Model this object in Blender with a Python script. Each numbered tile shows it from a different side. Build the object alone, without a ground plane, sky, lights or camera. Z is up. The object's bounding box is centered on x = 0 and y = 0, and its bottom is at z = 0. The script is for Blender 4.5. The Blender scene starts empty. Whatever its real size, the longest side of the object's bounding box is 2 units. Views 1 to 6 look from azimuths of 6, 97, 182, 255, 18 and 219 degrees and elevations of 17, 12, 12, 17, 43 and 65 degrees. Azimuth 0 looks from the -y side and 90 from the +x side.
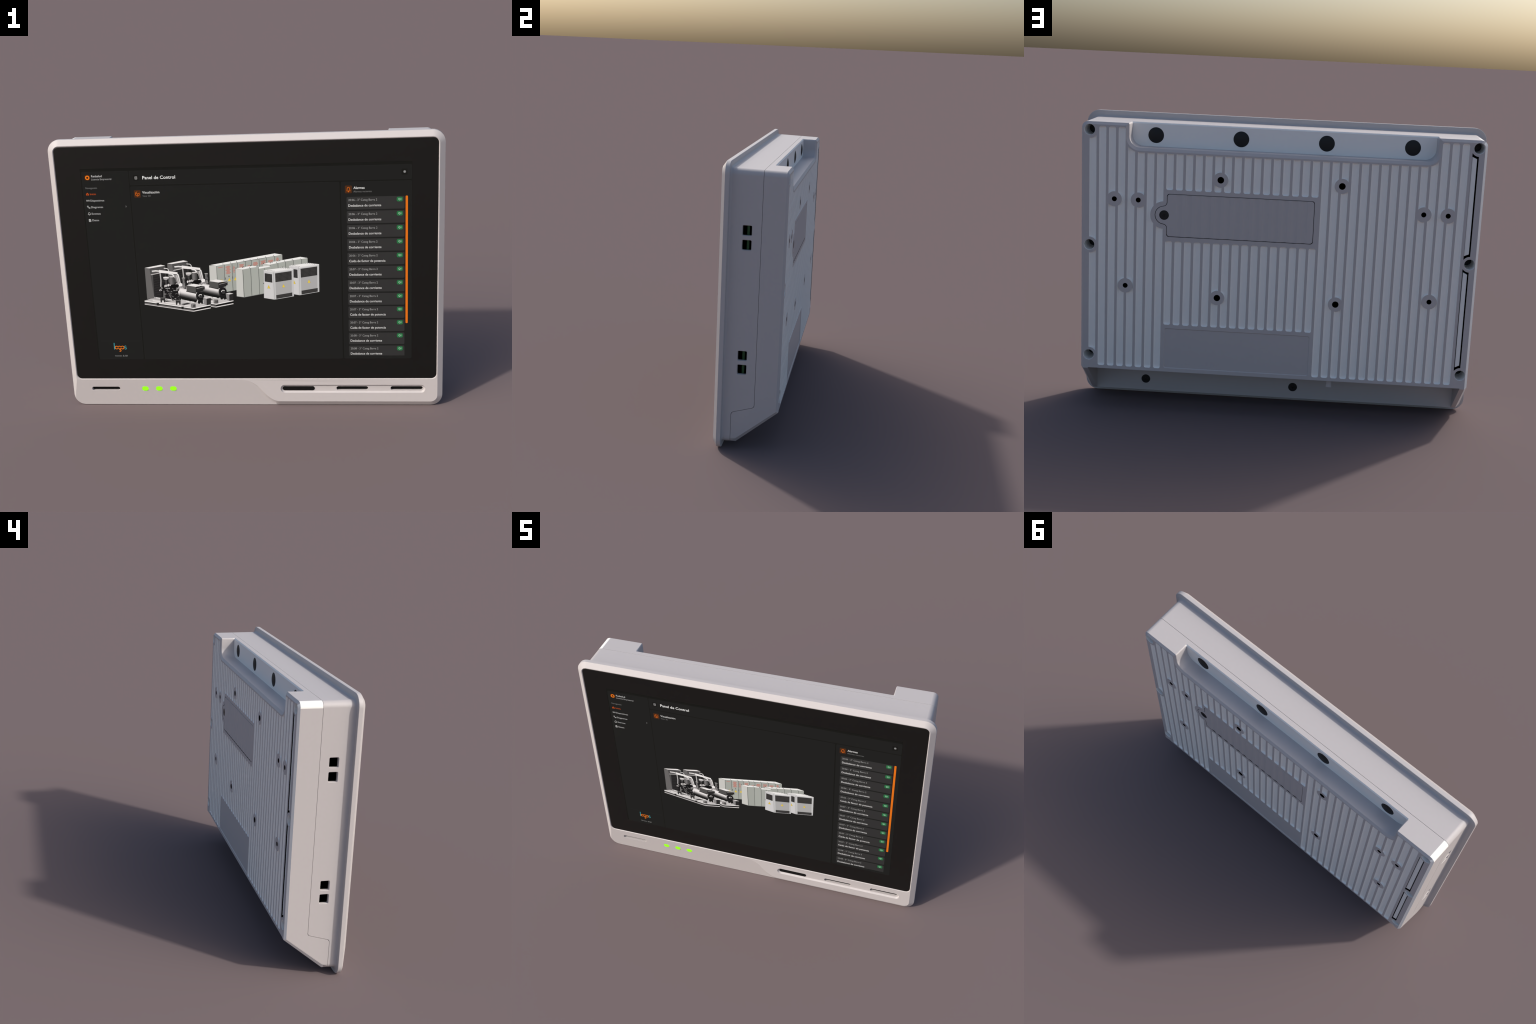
# Industrial wall/desk touch panel: front frame with bevelled bezel, glass with a
# control-room display, finned rear cover with cable recess, battery lid, screws.
import bpy, bmesh, math
from mathutils import Vector

# ----------------------------------------------------------------- frame sizes
W, H = 0.9998, 1.4740            # half width, full height of the flange
YF, YB = -0.1622, 0.1626       # front and back planes
INSET = 0.0390               # body is this much smaller than the flange
BODY_TOP = H - 0.0370         # top of the body near the rear cover
SEAM_Y, SEAM_LOW_Y = 0.0400, -0.0766
SEAM_GAP = 0.0017

scene = bpy.context.scene
coll = scene.collection


# ------------------------------------------------------------------- materials
def lin(c):
    c = c / 255.0
    return c / 12.92 if c <= 0.04045 else ((c + 0.055) / 1.055) ** 2.4


MATS = {}


def material(name, rgb, rough=0.5, spec=0.5, grain=0.0, emit=0.0, metallic=0.0, scale=60.0):
    if name in MATS:
        return MATS[name]
    m = bpy.data.materials.new(name)
    m.use_nodes = True
    nt = m.node_tree
    b = nt.nodes["Principled BSDF"]
    b.inputs["Roughness"].default_value = rough
    b.inputs["Specular IOR Level"].default_value = spec
    b.inputs["Metallic"].default_value = metallic
    col = (rgb[0], rgb[1], rgb[2], 1.0)
    if grain > 0:
        tc = nt.nodes.new("ShaderNodeTexCoord")
        nz = nt.nodes.new("ShaderNodeTexNoise")
        nz.inputs["Scale"].default_value = scale
        nz.inputs["Detail"].default_value = 4.0
        rp = nt.nodes.new("ShaderNodeValToRGB")
        rp.color_ramp.elements[0].position = 0.3
        rp.color_ramp.elements[1].position = 0.7
        rp.color_ramp.elements[0].color = tuple(c * (1 - grain) for c in rgb) + (1,)
        rp.color_ramp.elements[1].color = tuple(min(1, c * (1 + grain)) for c in rgb) + (1,)
        nt.links.new(tc.outputs["Object"], nz.inputs["Vector"])
        nt.links.new(nz.outputs["Fac"], rp.inputs["Fac"])
        nt.links.new(rp.outputs["Color"], b.inputs["Base Color"])
    else:
        b.inputs["Base Color"].default_value = col
    if emit > 0:
        b.inputs["Emission Color"].default_value = col
        b.inputs["Emission Strength"].default_value = emit
    MATS[name] = m
    return m


SHELL = material("shell_plastic", (0.548, 0.516, 0.514), 0.5, 0.5, grain=0.008)
RIB = SHELL
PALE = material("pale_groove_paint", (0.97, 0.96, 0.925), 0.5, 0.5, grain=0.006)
GLASS = material("black_glass", (0.0066, 0.0062, 0.0056), 0.42, 0.28)
BLACK = material("black_plastic", (0.0055, 0.0052, 0.0050), 0.6, 0.15)
HOLE_SHADE = material("hole_shade_black", (0.002, 0.002, 0.002), 0.9, 0.0)  # near-black that puts the shade of holes and gaps into the colour
RUBBER = material("rubber_plug", (0.010, 0.011, 0.012), 0.55, 0.4)
SCREW = material("screw_black_oxide", (0.010, 0.010, 0.011), 0.45, 0.4)
BOARD = material("circuit_board_green", (0.035, 0.11, 0.035), 0.5, 0.4, grain=0.1, scale=200)
LED = material("indicator_green", (0.34, 1.05, 0.011), 0.4, 0.3, emit=1.0)
LED.node_tree.nodes["Principled BSDF"].inputs["Base Color"].default_value = (0.02, 0.09, 0.002, 1)


# --------------------------------------------------------------- mesh builders
def rr(x0, x1, z0, z1, r, n=10):
    """rounded rectangle outline in (x, z), counter-clockwise"""
    pts = []
    for cx, cz, a0 in ((x1 - r, z0 + r, -90), (x1 - r, z1 - r, 0), (x0 + r, z1 - r, 90), (x0 + r, z0 + r, 180)):
        for i in range(n + 1):
            a = math.radians(a0 + 90.0 * i / n)
            pts.append((cx + r * math.cos(a), cz + r * math.sin(a)))
    return pts


def circle(cx, cz, r, n=32):
    return [(cx + r * math.cos(2 * math.pi * i / n), cz + r * math.sin(2 * math.pi * i / n)) for i in range(n)]


def add_loft(bm, rings):
    """rings: list of (y, [(x, z)...]) with equal counts; closed solid"""
    loops = [[bm.verts.new((x, y, z)) for x, z in pts] for y, pts in rings]
    n = len(loops[0])
    fs = []
    for a, b in zip(loops[:-1], loops[1:]):
        for i in range(n):
            j = (i + 1) % n
            fs.append(bm.faces.new((a[i], a[j], b[j], b[i])))
    fs.append(bm.faces.new(loops[0][::-1]))
    fs.append(bm.faces.new(loops[-1]))
    bmesh.ops.recalc_face_normals(bm, faces=fs)


def add_prism_x(bm, yz, x0, x1):
    a = [bm.verts.new((x0, y, z)) for y, z in yz]
    b = [bm.verts.new((x1, y, z)) for y, z in yz]
    n = len(yz)
    fs = [bm.faces.new((a[i], a[(i + 1) % n], b[(i + 1) % n], b[i])) for i in range(n)]
    fs.append(bm.faces.new(a[::-1]))
    fs.append(bm.faces.new(b))
    bmesh.ops.recalc_face_normals(bm, faces=fs)


def add_box(bm, x0, x1, y0, y1, z0, z1):
    add_loft(bm, [(y0, [(x0, z0), (x1, z0), (x1, z1), (x0, z1)]), (y1, [(x0, z0), (x1, z0), (x1, z1), (x0, z1)])])


def solid(fill, name="helper"):
    bm = bmesh.new()
    fill(bm)
    me = bpy.data.meshes.new(name)
    bm.to_mesh(me)
    bm.free()
    return me


def paint(me, pick=None, slot=1):
    """mark faces of a cutter so that the surfaces it leaves take that material slot"""
    for p in me.polygons:
        if pick is None or pick(p):
            p.material_index = slot
    return me


def three_slots(me):
    while len(me.materials) < 3:
        me.materials.append((SHELL, PALE, HOLE_SHADE)[len(me.materials)])
    return me


def boolean(base, cutter, op="DIFFERENCE"):
    three_slots(base)
    three_slots(cutter)
    a = bpy.data.objects.new("helper_a", base)
    b = bpy.data.objects.new("helper_b", cutter)
    coll.objects.link(a)
    coll.objects.link(b)
    m = a.modifiers.new("cut", "BOOLEAN")
    m.object = b
    m.operation = op
    m.solver = "MANIFOLD"
    dg = bpy.context.evaluated_depsgraph_get()
    out = bpy.data.meshes.new_from_object(a.evaluated_get(dg))
    bpy.data.objects.remove(a)
    bpy.data.objects.remove(b)
    return out


def finish(me, angle=32):
    """smooth shading, sharp by angle, area-weighted normals so that flats stay flat"""
    for p in me.polygons:
        p.use_smooth = True
    me.set_sharp_from_angle(angle=math.radians(angle))
    o = bpy.data.objects.new("helper", me)
    coll.objects.link(o)
    m = o.modifiers.new("wn", "WEIGHTED_NORMAL")
    m.mode = "FACE_AREA"
    m.weight = 100
    m.keep_sharp = True
    dg = bpy.context.evaluated_depsgraph_get()
    out = bpy.data.meshes.new_from_object(o.evaluated_get(dg))
    bpy.data.objects.remove(o)
    return out


ROOT = bpy.data.objects.new("industrial_touch_panel", None)
coll.objects.link(ROOT)
ROOT["label"] = "light grey industrial touch panel computer with dark control screen"
ROOT["category"] = "touch panel"


def part(name, me, mats, parent=None, loc=None):
    o = bpy.data.objects.new(name, me)
    me.name = name
    if mats is not None:
        mats = list(mats) if isinstance(mats, (list, tuple)) else [mats]
        index = [min(p.material_index, len(mats) - 1) for p in me.polygons]
        me.materials.clear()
        for m in mats:
            me.materials.append(m)
        me.polygons.foreach_set("material_index", index)
    coll.objects.link(o)
    o.parent = parent or ROOT
    if loc:
        o.location = loc
    return o


# ------------------------------------------------------------- outer body solid
def flange(inset, r=None):
    return rr(-W + inset, W - inset, inset, H - inset, max(0.004, (0.062 - inset * 0.5) if r is None else r), 12)


def body_rings():
    # bevelled flange, slightly hollow behind, then the body with its moulding draft
    rings = [(YF, flange(0.0280, 0.036)), (-0.1435, flange(0.0008)), (-0.1425, flange(0.0)),
             (-0.1225, flange(0.0)), (-0.1211, flange(0.0014)), (-0.1206, flange(0.0050)), (-0.1216, flange(0.0066)),
             (-0.1206, flange(0.0222, 0.046))]
    R = 0.0105
    for i in range(1, 7):
        t = math.radians(15 * i)
        rings.append((-0.1202 + R - R * math.cos(t), flange(0.0222 + R * math.sin(t), 0.045 - 0.0022 * i)))
    rings += [(SEAM_Y, flange(0.0364, 0.0305)), (0.1518, flange(INSET, 0.0300)), (YB, flange(INSET + 0.0125, 0.020))]
    return rings


BODY = solid(lambda bm: add_loft(bm, body_rings()))

# stepped parting plane between front frame and rear cover, profile in (y, z)
def arc(cy, cz, r, a0, a1, n=6):
    return [(cy + r * math.cos(math.radians(a0 + (a1 - a0) * i / n)), cz + r * math.sin(math.radians(a0 + (a1 - a0) * i / n))) for i in range(n + 1)]


def seam_profile(shift):
    s = shift
    pts = [(SEAM_Y + s, 2.0), (SEAM_Y + s, 0.252)]
    pts += arc(SEAM_Y - 0.016 + s, 0.245 - s, 0.016, 0, -72)
    pts += [(y, z) for y, z in arc(SEAM_LOW_Y + 0.018 + s, 0.1865 - s, 0.018, 105, 180)]
    pts += [(SEAM_LOW_Y + s, 0.0), (SEAM_LOW_Y + s, -1.0), (2.0, -1.0), (2.0, 2.0)]
    return pts


REAR_ZONE = solid(lambda bm: add_prism_x(bm, seam_profile(SEAM_GAP), -3, 3))
REAR_ZONE_FULL = solid(lambda bm: add_prism_x(bm, seam_profile(0.0), -3, 3))

# ------------------------------------------------------------------ front frame
GX, GZ0, GZ1 = 0.9665, 0.1610, 1.4395     # glass opening
front = boolean(BODY, REAR_ZONE_FULL)

# sloping lower lip left of an S-shaped shoulder
SLOPE_TOP, SLOPE_BOT = (YF, 0.1545), (-0.1425, 0.003)


def slope_wedge(bm):
    dy, dz = SLOPE_BOT[0] - SLOPE_TOP[0], SLOPE_BOT[1] - SLOPE_TOP[1]
    a = (SLOPE_TOP[0] - dy * 0.02, SLOPE_TOP[1] - dz * 0.02)
    b = (SLOPE_BOT[0] + dy, SLOPE_BOT[1] + dz)
    add_prism_x(bm, [a, b, (-0.5, b[1]), (-0.5, a[1])], -2, 2)


S_CURVE = [(-0.16, 0.1562), (-0.10, 0.1550), (-0.0423, 0.1517), (-0.012, 0.1423), (0.0217, 0.1199), (0.042, 0.0968), (0.061, 0.0749),
           (0.0809, 0.0561), (0.1043, 0.0391), (0.125, 0.0315), (0.150, 0.0275), (0.20, 0.0270)]


def smooth_line(pts, sub=5):
    out = []
    for i in range(len(pts) - 1):
        p0, p1, p2, p3 = pts[max(0, i - 1)], pts[i], pts[i + 1], pts[min(len(pts) - 1, i + 2)]
        for k in range(sub):
            t = k / sub
            out.append(tuple(0.5 * (2 * p1[c] + (p2[c] - p0[c]) * t + (2 * p0[c] - 5 * p1[c] + 4 * p2[c] - p3[c]) * t * t
                                    + (3 * p1[c] - p0[c] - 3 * p2[c] + p3[c]) * t ** 3) for c in (0, 1)))
    return out + [pts[-1]]


def shoulder(bm):
    line = smooth_line(S_CURVE)
    def ring(off):
        res = []
        for i, p in enumerate(line):
            a, b = line[max(0, i - 1)], line[min(len(line) - 1, i + 1)]
            t = Vector((b[0] - a[0], b[1] - a[1])).normalized()
            res.append((p[0] + t.y * off, p[1] - t.x * off))
        return res + [(2.0, line[-1][1] - off), (2.0, 0.4), (line[0][0] - 0.0001 + off * 0, 0.4)]
    add_loft(bm, [(-0.30, ring(0.0)), (YF, ring(0.0)), (-0.1605, ring(0.0045)), (-0.1425, ring(0.030)), (-0.10, ring(0.09))])


wedge = boolean(solid(slope_wedge), solid(shoulder))
front = boolean(front, wedge)

# glass pocket with a small softened lip
front = boolean(front, solid(lambda bm: add_loft(bm, [
    (-0.30, rr(-GX - 0.004, GX + 0.004, GZ0 - 0.004, GZ1 + 0.004, 0.031)),
    (YF - 0.0005, rr(-GX - 0.004, GX + 0.004, GZ0 - 0.004, GZ1 + 0.004, 0.031)),
    (YF + 0.0032, rr(-GX, GX, GZ0, GZ1, 0.027)), (-0.150, rr(-GX, GX, GZ0, GZ1, 0.027))])))

# long shallow track with three card slots, one more slot and three light windows
TRACK = (0.1445, 0.9085, 0.0785, 0.1235)


def track(bm):
    x0, x1, z0, z1 = TRACK
    r = (z1 - z0) / 2
    add_loft(bm, [(-0.3, rr(x0 - .002, x1 + .002, z0 - .002, z1 + .002, r + .0018)), (YF - .0004, rr(x0 - .001, x1 + .001, z0 - .001, z1 + .001, r + .0009)),
                  (YF + .002, rr(x0 + .0006, x1 - .0006, z0 + .0006, z1 - .0006, r - .0007)),
                  (YF + .008, rr(x0 + .005, x1 - .005, z0 + .005, z1 - .005, r - .0052)),
                  (YF + .0095, rr(x0 + .008, x1 - .008, z0 + .008, z1 - .008, r - .0082))])


front = boolean(front, solid(track))
SLOTS = [(0.4420, 0.6100, 0.0895, 0.1118), (0.7280, 0.8970, 0.0895, 0.1118)]
SLOT_LEFT = (-0.8915, -0.7365, 0.0890, 0.1095)


def slot_holes(bm):
    for x0, x1, z0, z1 in SLOTS:
        r = (z1 - z0) / 2 - 0.0002
        add_loft(bm, [(-0.3, rr(x0, x1, z0, z1, r, 8)), (-0.128, rr(x0, x1, z0, z1, r, 8))])
    x0, x1, z0, z1 = SLOT_LEFT
    add_loft(bm, [(-0.3, rr(x0 - .003, x1 + .003, z0 - .003, z1 + .003, .0130, 8)), (-0.1585, rr(x0 - .003, x1 + .003, z0 - .003, z1 + .003, .0130, 8)),
                  (-0.1525, rr(x0, x1, z0, z1, .0100, 8)), (-0.125, rr(x0, x1, z0, z1, .0100, 8))])
    for x in LED_X:
        add_loft(bm, [(-0.3, rr(x - .0195, x + .0195, .0852, .1142, .0144, 8)), (-0.1440, rr(x - .0185, x + .0185, .0862, .1132, .0134, 8))])


LED_X = (-0.5960, -0.5190, -0.4415)
front = boolean(front, solid(slot_holes))

# side sockets: two pairs per side
PORT_Z = (1.1400, 1.0675, 0.5015, 0.4290)
PY0, PY1, PH = -0.0525, -0.0070, 0.0247


# socket mouths and their inner rooms overlap: cut one after the other
def ports_only(bm):
    for s in (-1, 1):
        for z in PORT_Z:
            def rect(g):
                return rr(PY0 - g, PY1 + g, z - PH - g, z + PH + g, 0.005 + g, 4)
            rows = [(0.20, 0.0025), (0.001, 0.0025), (-0.0025, 0.0), (-0.030, 0.0)]
            loops = [[bm.verts.new((s * (0.9645 + dx), y, zz)) for y, zz in rect(g)] for dx, g in rows]
            n = len(loops[0])
            fs = []
            for a, b in zip(loops[:-1], loops[1:]):
                fs += [bm.faces.new((a[i], a[(i + 1) % n], b[(i + 1) % n], b[i])) for i in range(n)]
            fs += [bm.faces.new(loops[0][::-1]), bm.faces.new(loops[-1])]
            bmesh.ops.recalc_face_normals(bm, faces=fs)


def hollow(bm):
    add_box(bm, -0.9480, 0.9480, -0.1030, 0.0330, 0.2750, 1.4250)


front = boolean(front, paint(solid(hollow), None, 2))  # cavity walls coloured black to stand for the unlit inside
front = boolean(front, solid(ports_only))
part("front_frame", finish(front), [SHELL, PALE, BLACK])

# edge of a circuit board seen through the sockets of one side
for zc in ((PORT_Z[0] + PORT_Z[1]) / 2, (PORT_Z[2] + PORT_Z[3]) / 2):
    part("circuit_board", finish(solid(lambda bm: add_box(bm, 0.780, 0.9400, -0.0325, -0.0205, zc - 0.085, zc + 0.085))), BOARD)

# ------------------------------------------------------------------- rear cover
rear = boolean(BODY, REAR_ZONE, "INTERSECT")
# slanted underside
SL0, SL1 = (-0.0455, 0.04), (0.1650, 0.2125)


def slant(bm):
    dy, dz = SL1[0] - SL0[0], SL1[1] - SL0[1]
    # small softened break above and below the slant
    add_prism_x(bm, [(SL0[0] - dy, SL0[1] - dz), (SL1[0] + dy, SL1[1] + dz), (2, SL1[1] + dz), (2, SL0[1] - dz)], -3, 3)


rear = boolean(rear, solid(slant))


def cheek_bevel(side):
    def f(bm):
        along = Vector((0, SL1[0] - SL0[0], SL1[1] - SL0[1]))
        out = Vector((0, along.z, -along.y)).normalized()
        start = Vector((0, SL0[0], SL0[1]))
        edge = 0.9615
        tri = [(edge - 0.0135 - 0.012, 0.012), (edge + 0.012, -0.0135 - 0.012), (edge + 0.03, 0.02)]
        a = [bm.verts.new(start - along * 0.06 + out * n + Vector((side * x, 0, 0))) for x, n in tri]
        b = [bm.verts.new(start + along * 1.3 + out * n + Vector((side * x, 0, 0))) for x, n in tri]
        fs = [bm.faces.new((a[i], a[(i + 1) % 3], b[(i + 1) % 3], b[i])) for i in range(3)] + [bm.faces.new(a[::-1]), bm.faces.new(b)]
        bmesh.ops.recalc_face_normals(bm, faces=fs)
    return f


for side in (-1, 1):
    rear = boolean(rear, solid(cheek_bevel(side)))
BAY_X, BAY_Y, BAY_Z = 0.925, -0.050, 0.2140
rear = boolean(rear, solid(lambda bm: add_box(bm, -BAY_X, BAY_X, BAY_Y, 1, -1, BAY_Z)))

# cable recess along the top edge
RC_X, RC_Z, RC_Y = 0.7325, 1.3225, 0.0730


def recess_outline(off, r=0.052, n=8):
    x, z = RC_X + off, RC_Z - off
    rad = r + off
    right = [(x - rad + rad * math.cos(math.radians(-90 + 90 * i / n)), z + rad + rad * math.sin(math.radians(-90 + 90 * i / n))) for i in range(n + 1)]
    zt = BODY_TOP
    flare = [(x + 0.010 * (1 - math.cos(math.radians(15 * k))), zt - 0.010 + 0.010 * math.sin(math.radians(15 * k))) for k in range(6)]
    right += flare + [(x + 0.0100, zt + 0.002), (x + 0.0100, 1.7)]
    left = [(-a, b) for a, b in right[::-1]]
    return right + left


rear = boolean(rear, paint(solid(lambda bm: add_loft(bm, [
    (RC_Y, recess_outline(-0.003)), (RC_Y + 0.0010, recess_outline(-0.0009)), (RC_Y + 0.003, recess_outline(0.0)), (0.1490, recess_outline(0.0)),
    (0.1530, recess_outline(0.0015)), (YB + 0.0001, recess_outline(0.0158)), (0.4, recess_outline(0.0158))])), lambda p: p.center.y < RC_Y + 0.002))
# softened top edge of the recess floor
rear = boolean(rear, paint(solid(lambda bm: add_prism_x(bm, [(RC_Y - 0.0055, BODY_TOP + 0.0005), (RC_Y + 0.0005, BODY_TOP - 0.0070), (RC_Y + 0.004, BODY_TOP - 0.007), (RC_Y + 0.004, 1.5), (RC_Y - 0.0055, 1.5)], -RC_X - 0.004, RC_X + 0.004))))

# fin grooves -------------------------------------------------------------
PITCH, NFIN = 0.04642, 40
GROOVE_D = 0.0100
FIN_X = [(19.5 - i) * PITCH for i in range(NFIN)]
SMALL_HOLES = [(s * x, z) for s in (1, -1) for x, z in ((0.8004, 1.0702), (0.6845, 1.0702), (0.7422, 0.6448))]
MOUNT_HOLES = [(s * 0.2898, z) for s in (1, -1) for z in (1.1862, 0.6063)]
CORNER_SCREWS = [(s * 0.9215, z) for s in (1, -1) for z in (1.3970, 0.8398, 0.2811)]
LID_SCREW = (0.5582, 1.0033)


def groove_rings(x, z0, z1, depth, w=0.0163):
    def o(g):
        return rr(x - w + g, x + w - g, z0 + g, z1 - g, max(0.0022, 0.0085 - g), 5)
    return [(YB + 0.02, o(-0.0006)), (YB + 0.0002, o(-0.0006)), (YB - 0.0012, o(0.0004)), (YB - depth * 0.55, o(0.0020)),
            (YB - depth * 0.82, o(0.0040)), (YB - depth * 0.96, o(0.0066)), (YB - depth, o(0.0095))]


def grooves(bm, under_recess):
    for i, x in enumerate(FIN_X):
        if (abs(x) < 0.745) != under_recess:
            continue
        if i in (0, NFIN - 1):
            if i == 0:
                add_loft(bm, groove_rings(x, 0.290, 1.385, GROOVE_D))
            continue
        top = 1.4155 if abs(x) > 0.745 else 1.340
        if -0.17 < x < 0.54:
            add_loft(bm, groove_rings(x, 1.1268, top, GROOVE_D))
            add_loft(bm, groove_rings(x, 0.4569, 0.8772, GROOVE_D))
        else:
            add_loft(bm, groove_rings(x, 0.2297, top, GROOVE_D))


def boss_keep(bm):
    def cone(cx, cz, r):
        add_loft(bm, [(0.02, circle(cx, cz, r + 0.012, 40)), (YB - GROOVE_D, circle(cx, cz, r + 0.0042, 40)), (YB - GROOVE_D * .8, circle(cx, cz, r + 0.0016, 40)), (YB, circle(cx, cz, r, 40)), (YB + 0.1, circle(cx, cz, r - 0.001, 40))])
    for x, z in SMALL_HOLES:
        cone(x, z, 0.0365)
    for x, z in MOUNT_HOLES:
        cone(x, z, 0.0362)
    for x, z in CORNER_SCREWS:
        cone(x, z, 0.0395)
    cone(LID_SCREW[0], LID_SCREW[1], 0.0672)


outer_grooves = boolean(solid(lambda bm: grooves(bm, False)), solid(boss_keep))
inner_grooves = boolean(solid(lambda bm: grooves(bm, True)), solid(boss_keep))
inner_grooves = boolean(inner_grooves, solid(lambda bm: add_loft(bm, [
    (0.0, recess_outline(0.020)), (YB - GROOVE_D, recess_outline(0.0300)), (YB - GROOVE_D * .7, recess_outline(0.0255)),
    (YB + .001, recess_outline(0.0228)), (0.4, recess_outline(0.0225))])))
rear = boolean(rear, paint(outer_grooves))
rear = boolean(rear, paint(inner_grooves))


# battery lid pocket, label field, holes, card-slot gaps ----------------------
def lid_outline(g):
    x0, x1, z0, z1 = -0.1645 + g, 0.5462 - g, 0.8978 + g, 1.1078 - g
    r = 0.013
    cz, tip = LID_SCREW[1], 0.6035 - g
    pts = []
    def a(cx, cy, rad, s, e, n=6):
        pts.extend((cx + rad * math.cos(math.radians(s + (e - s) * i / n)), cy + rad * math.sin(math.radians(s + (e - s) * i / n))) for i in range(n + 1))
    a(x0 + r, z0 + r, r, 180, 270)
    a(x1 - r, z0 + r, r, 270, 360)
    tr = tip - LID_SCREW[0]                       # round tab about the screw
    fr = 0.017 + g
    fx = x1 + fr
    fz = cz - math.sqrt(max(1e-6, (tr + fr) ** 2 - (fx - LID_SCREW[0]) ** 2))
    ang = math.degrees(math.atan2(cz - fz, LID_SCREW[0] - fx))
    a(fx, fz, fr, 180, ang)
    t0 = math.degrees(math.atan2(fz - cz, fx - LID_SCREW[0]))
    a(LID_SCREW[0], cz, tr, t0, -t0, 14)
    a(fx, 2 * cz - fz, fr, -ang, -180)
    a(x1 - r, z1 - r, r, 0, 90)
    a(x0 + r, z1 - r, r, 90, 180)
    return pts


def pockets(bm):
    add_loft(bm, [(YB - 0.012, lid_outline(0.0)), (YB + 0.05, lid_outline(0.0))])
    x0, x1, z0, z1 = -0.1735, 0.5462, 0.2325, 0.4382
    add_loft(bm, [(YB - 0.0030, rr(x0 + .0035, x1 - .0035, z0 + .0035, z1 - .0035, 0.008)), (YB + 0.0001, rr(x0, x1, z0, z1, 0.0115)), (YB + 0.05, rr(x0, x1, z0, z1, 0.0115))])
    for x, z in SMALL_HOLES:
        add_loft(bm, [(YB - 0.05, circle(x, z, 0.0122)), (YB + 0.05, circle(x, z, 0.0122))])
    for x, z in MOUNT_HOLES:
        add_loft(bm, [(YB - 0.05, circle(x, z, 0.0160)), (YB + 0.05, circle(x, z, 0.0160))])
    for x, z in CORNER_SCREWS:
        add_loft(bm, [(YB - 0.100, circle(x, z, 0.0256)), (YB - 0.001, circle(x, z, 0.0256)), (YB + 0.0002, circle(x, z, 0.0266)), (YB + 0.05, circle(x, z, 0.0266))])


pocket_me = paint(solid(pockets), lambda p: abs(p.center.x) > 0.88)
paint(pocket_me, lambda p: abs(p.center.x) < 0.88 and p.center.z > 0.5, 2)  # lid pocket and hole walls coloured black in place of deep shade
rear = boolean(rear, pocket_me)
PLUG_X, PLUG_Z, PLUG_R = (0.6190, 0.2060, -0.2064, -0.6190), 1.3772, 0.0382


def plug_holes(bm):
    for x in PLUG_X:
        add_loft(bm, [(RC_Y - 0.04, circle(x, PLUG_Z, PLUG_R, 48)), (RC_Y + 0.05, circle(x, PLUG_Z, PLUG_R, 48))])


rear = boolean(rear, solid(plug_holes))
# two long openings with inset strips on one edge


def strip_cut(bm, g=0.0, y0=YB - 0.028, w=0.0155):
    x = FIN_X[-1]
    for z0, z1 in ((0.290, 1.385),):
        add_loft(bm, [(y0, rr(x - w + g, x + w - g, z0 + g, z1 - g, 0.006, 5)), (YB + 0.05, rr(x - w + g, x + w - g, z0 + g, z1 - g, 0.006, 5))])


def strip_keep(r):
    def f(bm):
        for z in (1.3970, 0.8398, 0.2811):
            add_loft(bm, [(-0.1, circle(-0.9215, z, r, 40)), (0.5, circle(-0.9215, z, r, 40))])
    return f


rear = boolean(rear, paint(boolean(solid(strip_cut), solid(strip_keep(0.0385))), None, 2))  # walls of the opening coloured black for the shade inside it
rear = finish(rear)


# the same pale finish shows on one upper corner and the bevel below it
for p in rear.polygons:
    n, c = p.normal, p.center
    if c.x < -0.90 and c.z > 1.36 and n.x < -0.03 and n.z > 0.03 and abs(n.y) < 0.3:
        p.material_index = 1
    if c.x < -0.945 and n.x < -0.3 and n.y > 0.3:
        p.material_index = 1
part("rear_cover", rear, [SHELL, PALE, HOLE_SHADE])

# a loose strip lies in each opening, leaving a gap round it, its shade painted on the walls
for z0, z1, dx, w in ((0.8395, 1.3970, 0.0026, 0.0116), (0.2811, 0.8395, 0.0010, 0.0106)):
    def strip(bm):
        x = FIN_X[-1] + dx
        def o(g):
            return [(x - w + g, z0 + .044 + .006 + g), (x + w - g, z0 + .044 - .004 + g), (x + w - g, z1 - .044 + .004 - g), (x - w + g, z1 - .044 - .006 - g)]
        add_loft(bm, [(YB - 0.027, o(0.0)), (YB - 0.0050, o(0.0)), (YB - 0.0043, o(0.0008))])
    part("slot_strip", finish(solid(strip)), PALE)

# battery lid with faint flutes
lid = solid(lambda bm: add_loft(bm, [(YB - 0.0115, lid_outline(0.0025)), (YB - 0.0006, lid_outline(0.0025)), (YB, lid_outline(0.0031))]))


def flutes(bm):
    rad, sag = 0.052, 0.0028
    for x in FIN_X:
        if -0.15 < x < 0.52:
            n = 12
            half = math.acos(1 - sag / rad)
            cy = YB + rad - sag
            arcpts = [(x + rad * math.sin(-half + 2 * half * i / n), cy - rad * math.cos(-half + 2 * half * i / n)) for i in range(n + 1)]
            prof = arcpts + [(arcpts[-1][0], YB + 0.02), (arcpts[0][0], YB + 0.02)]
            a = [bm.verts.new((px, py, 0.88)) for px, py in prof]
            b = [bm.verts.new((px, py, 1.1040)) for px, py in prof]
            m = len(prof)
            fs = [bm.faces.new((a[i], a[(i + 1) % m], b[(i + 1) % m], b[i])) for i in range(m)]
            fs += [bm.faces.new(a[::-1]), bm.faces.new(b)]
            bmesh.ops.recalc_face_normals(bm, faces=fs)


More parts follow.
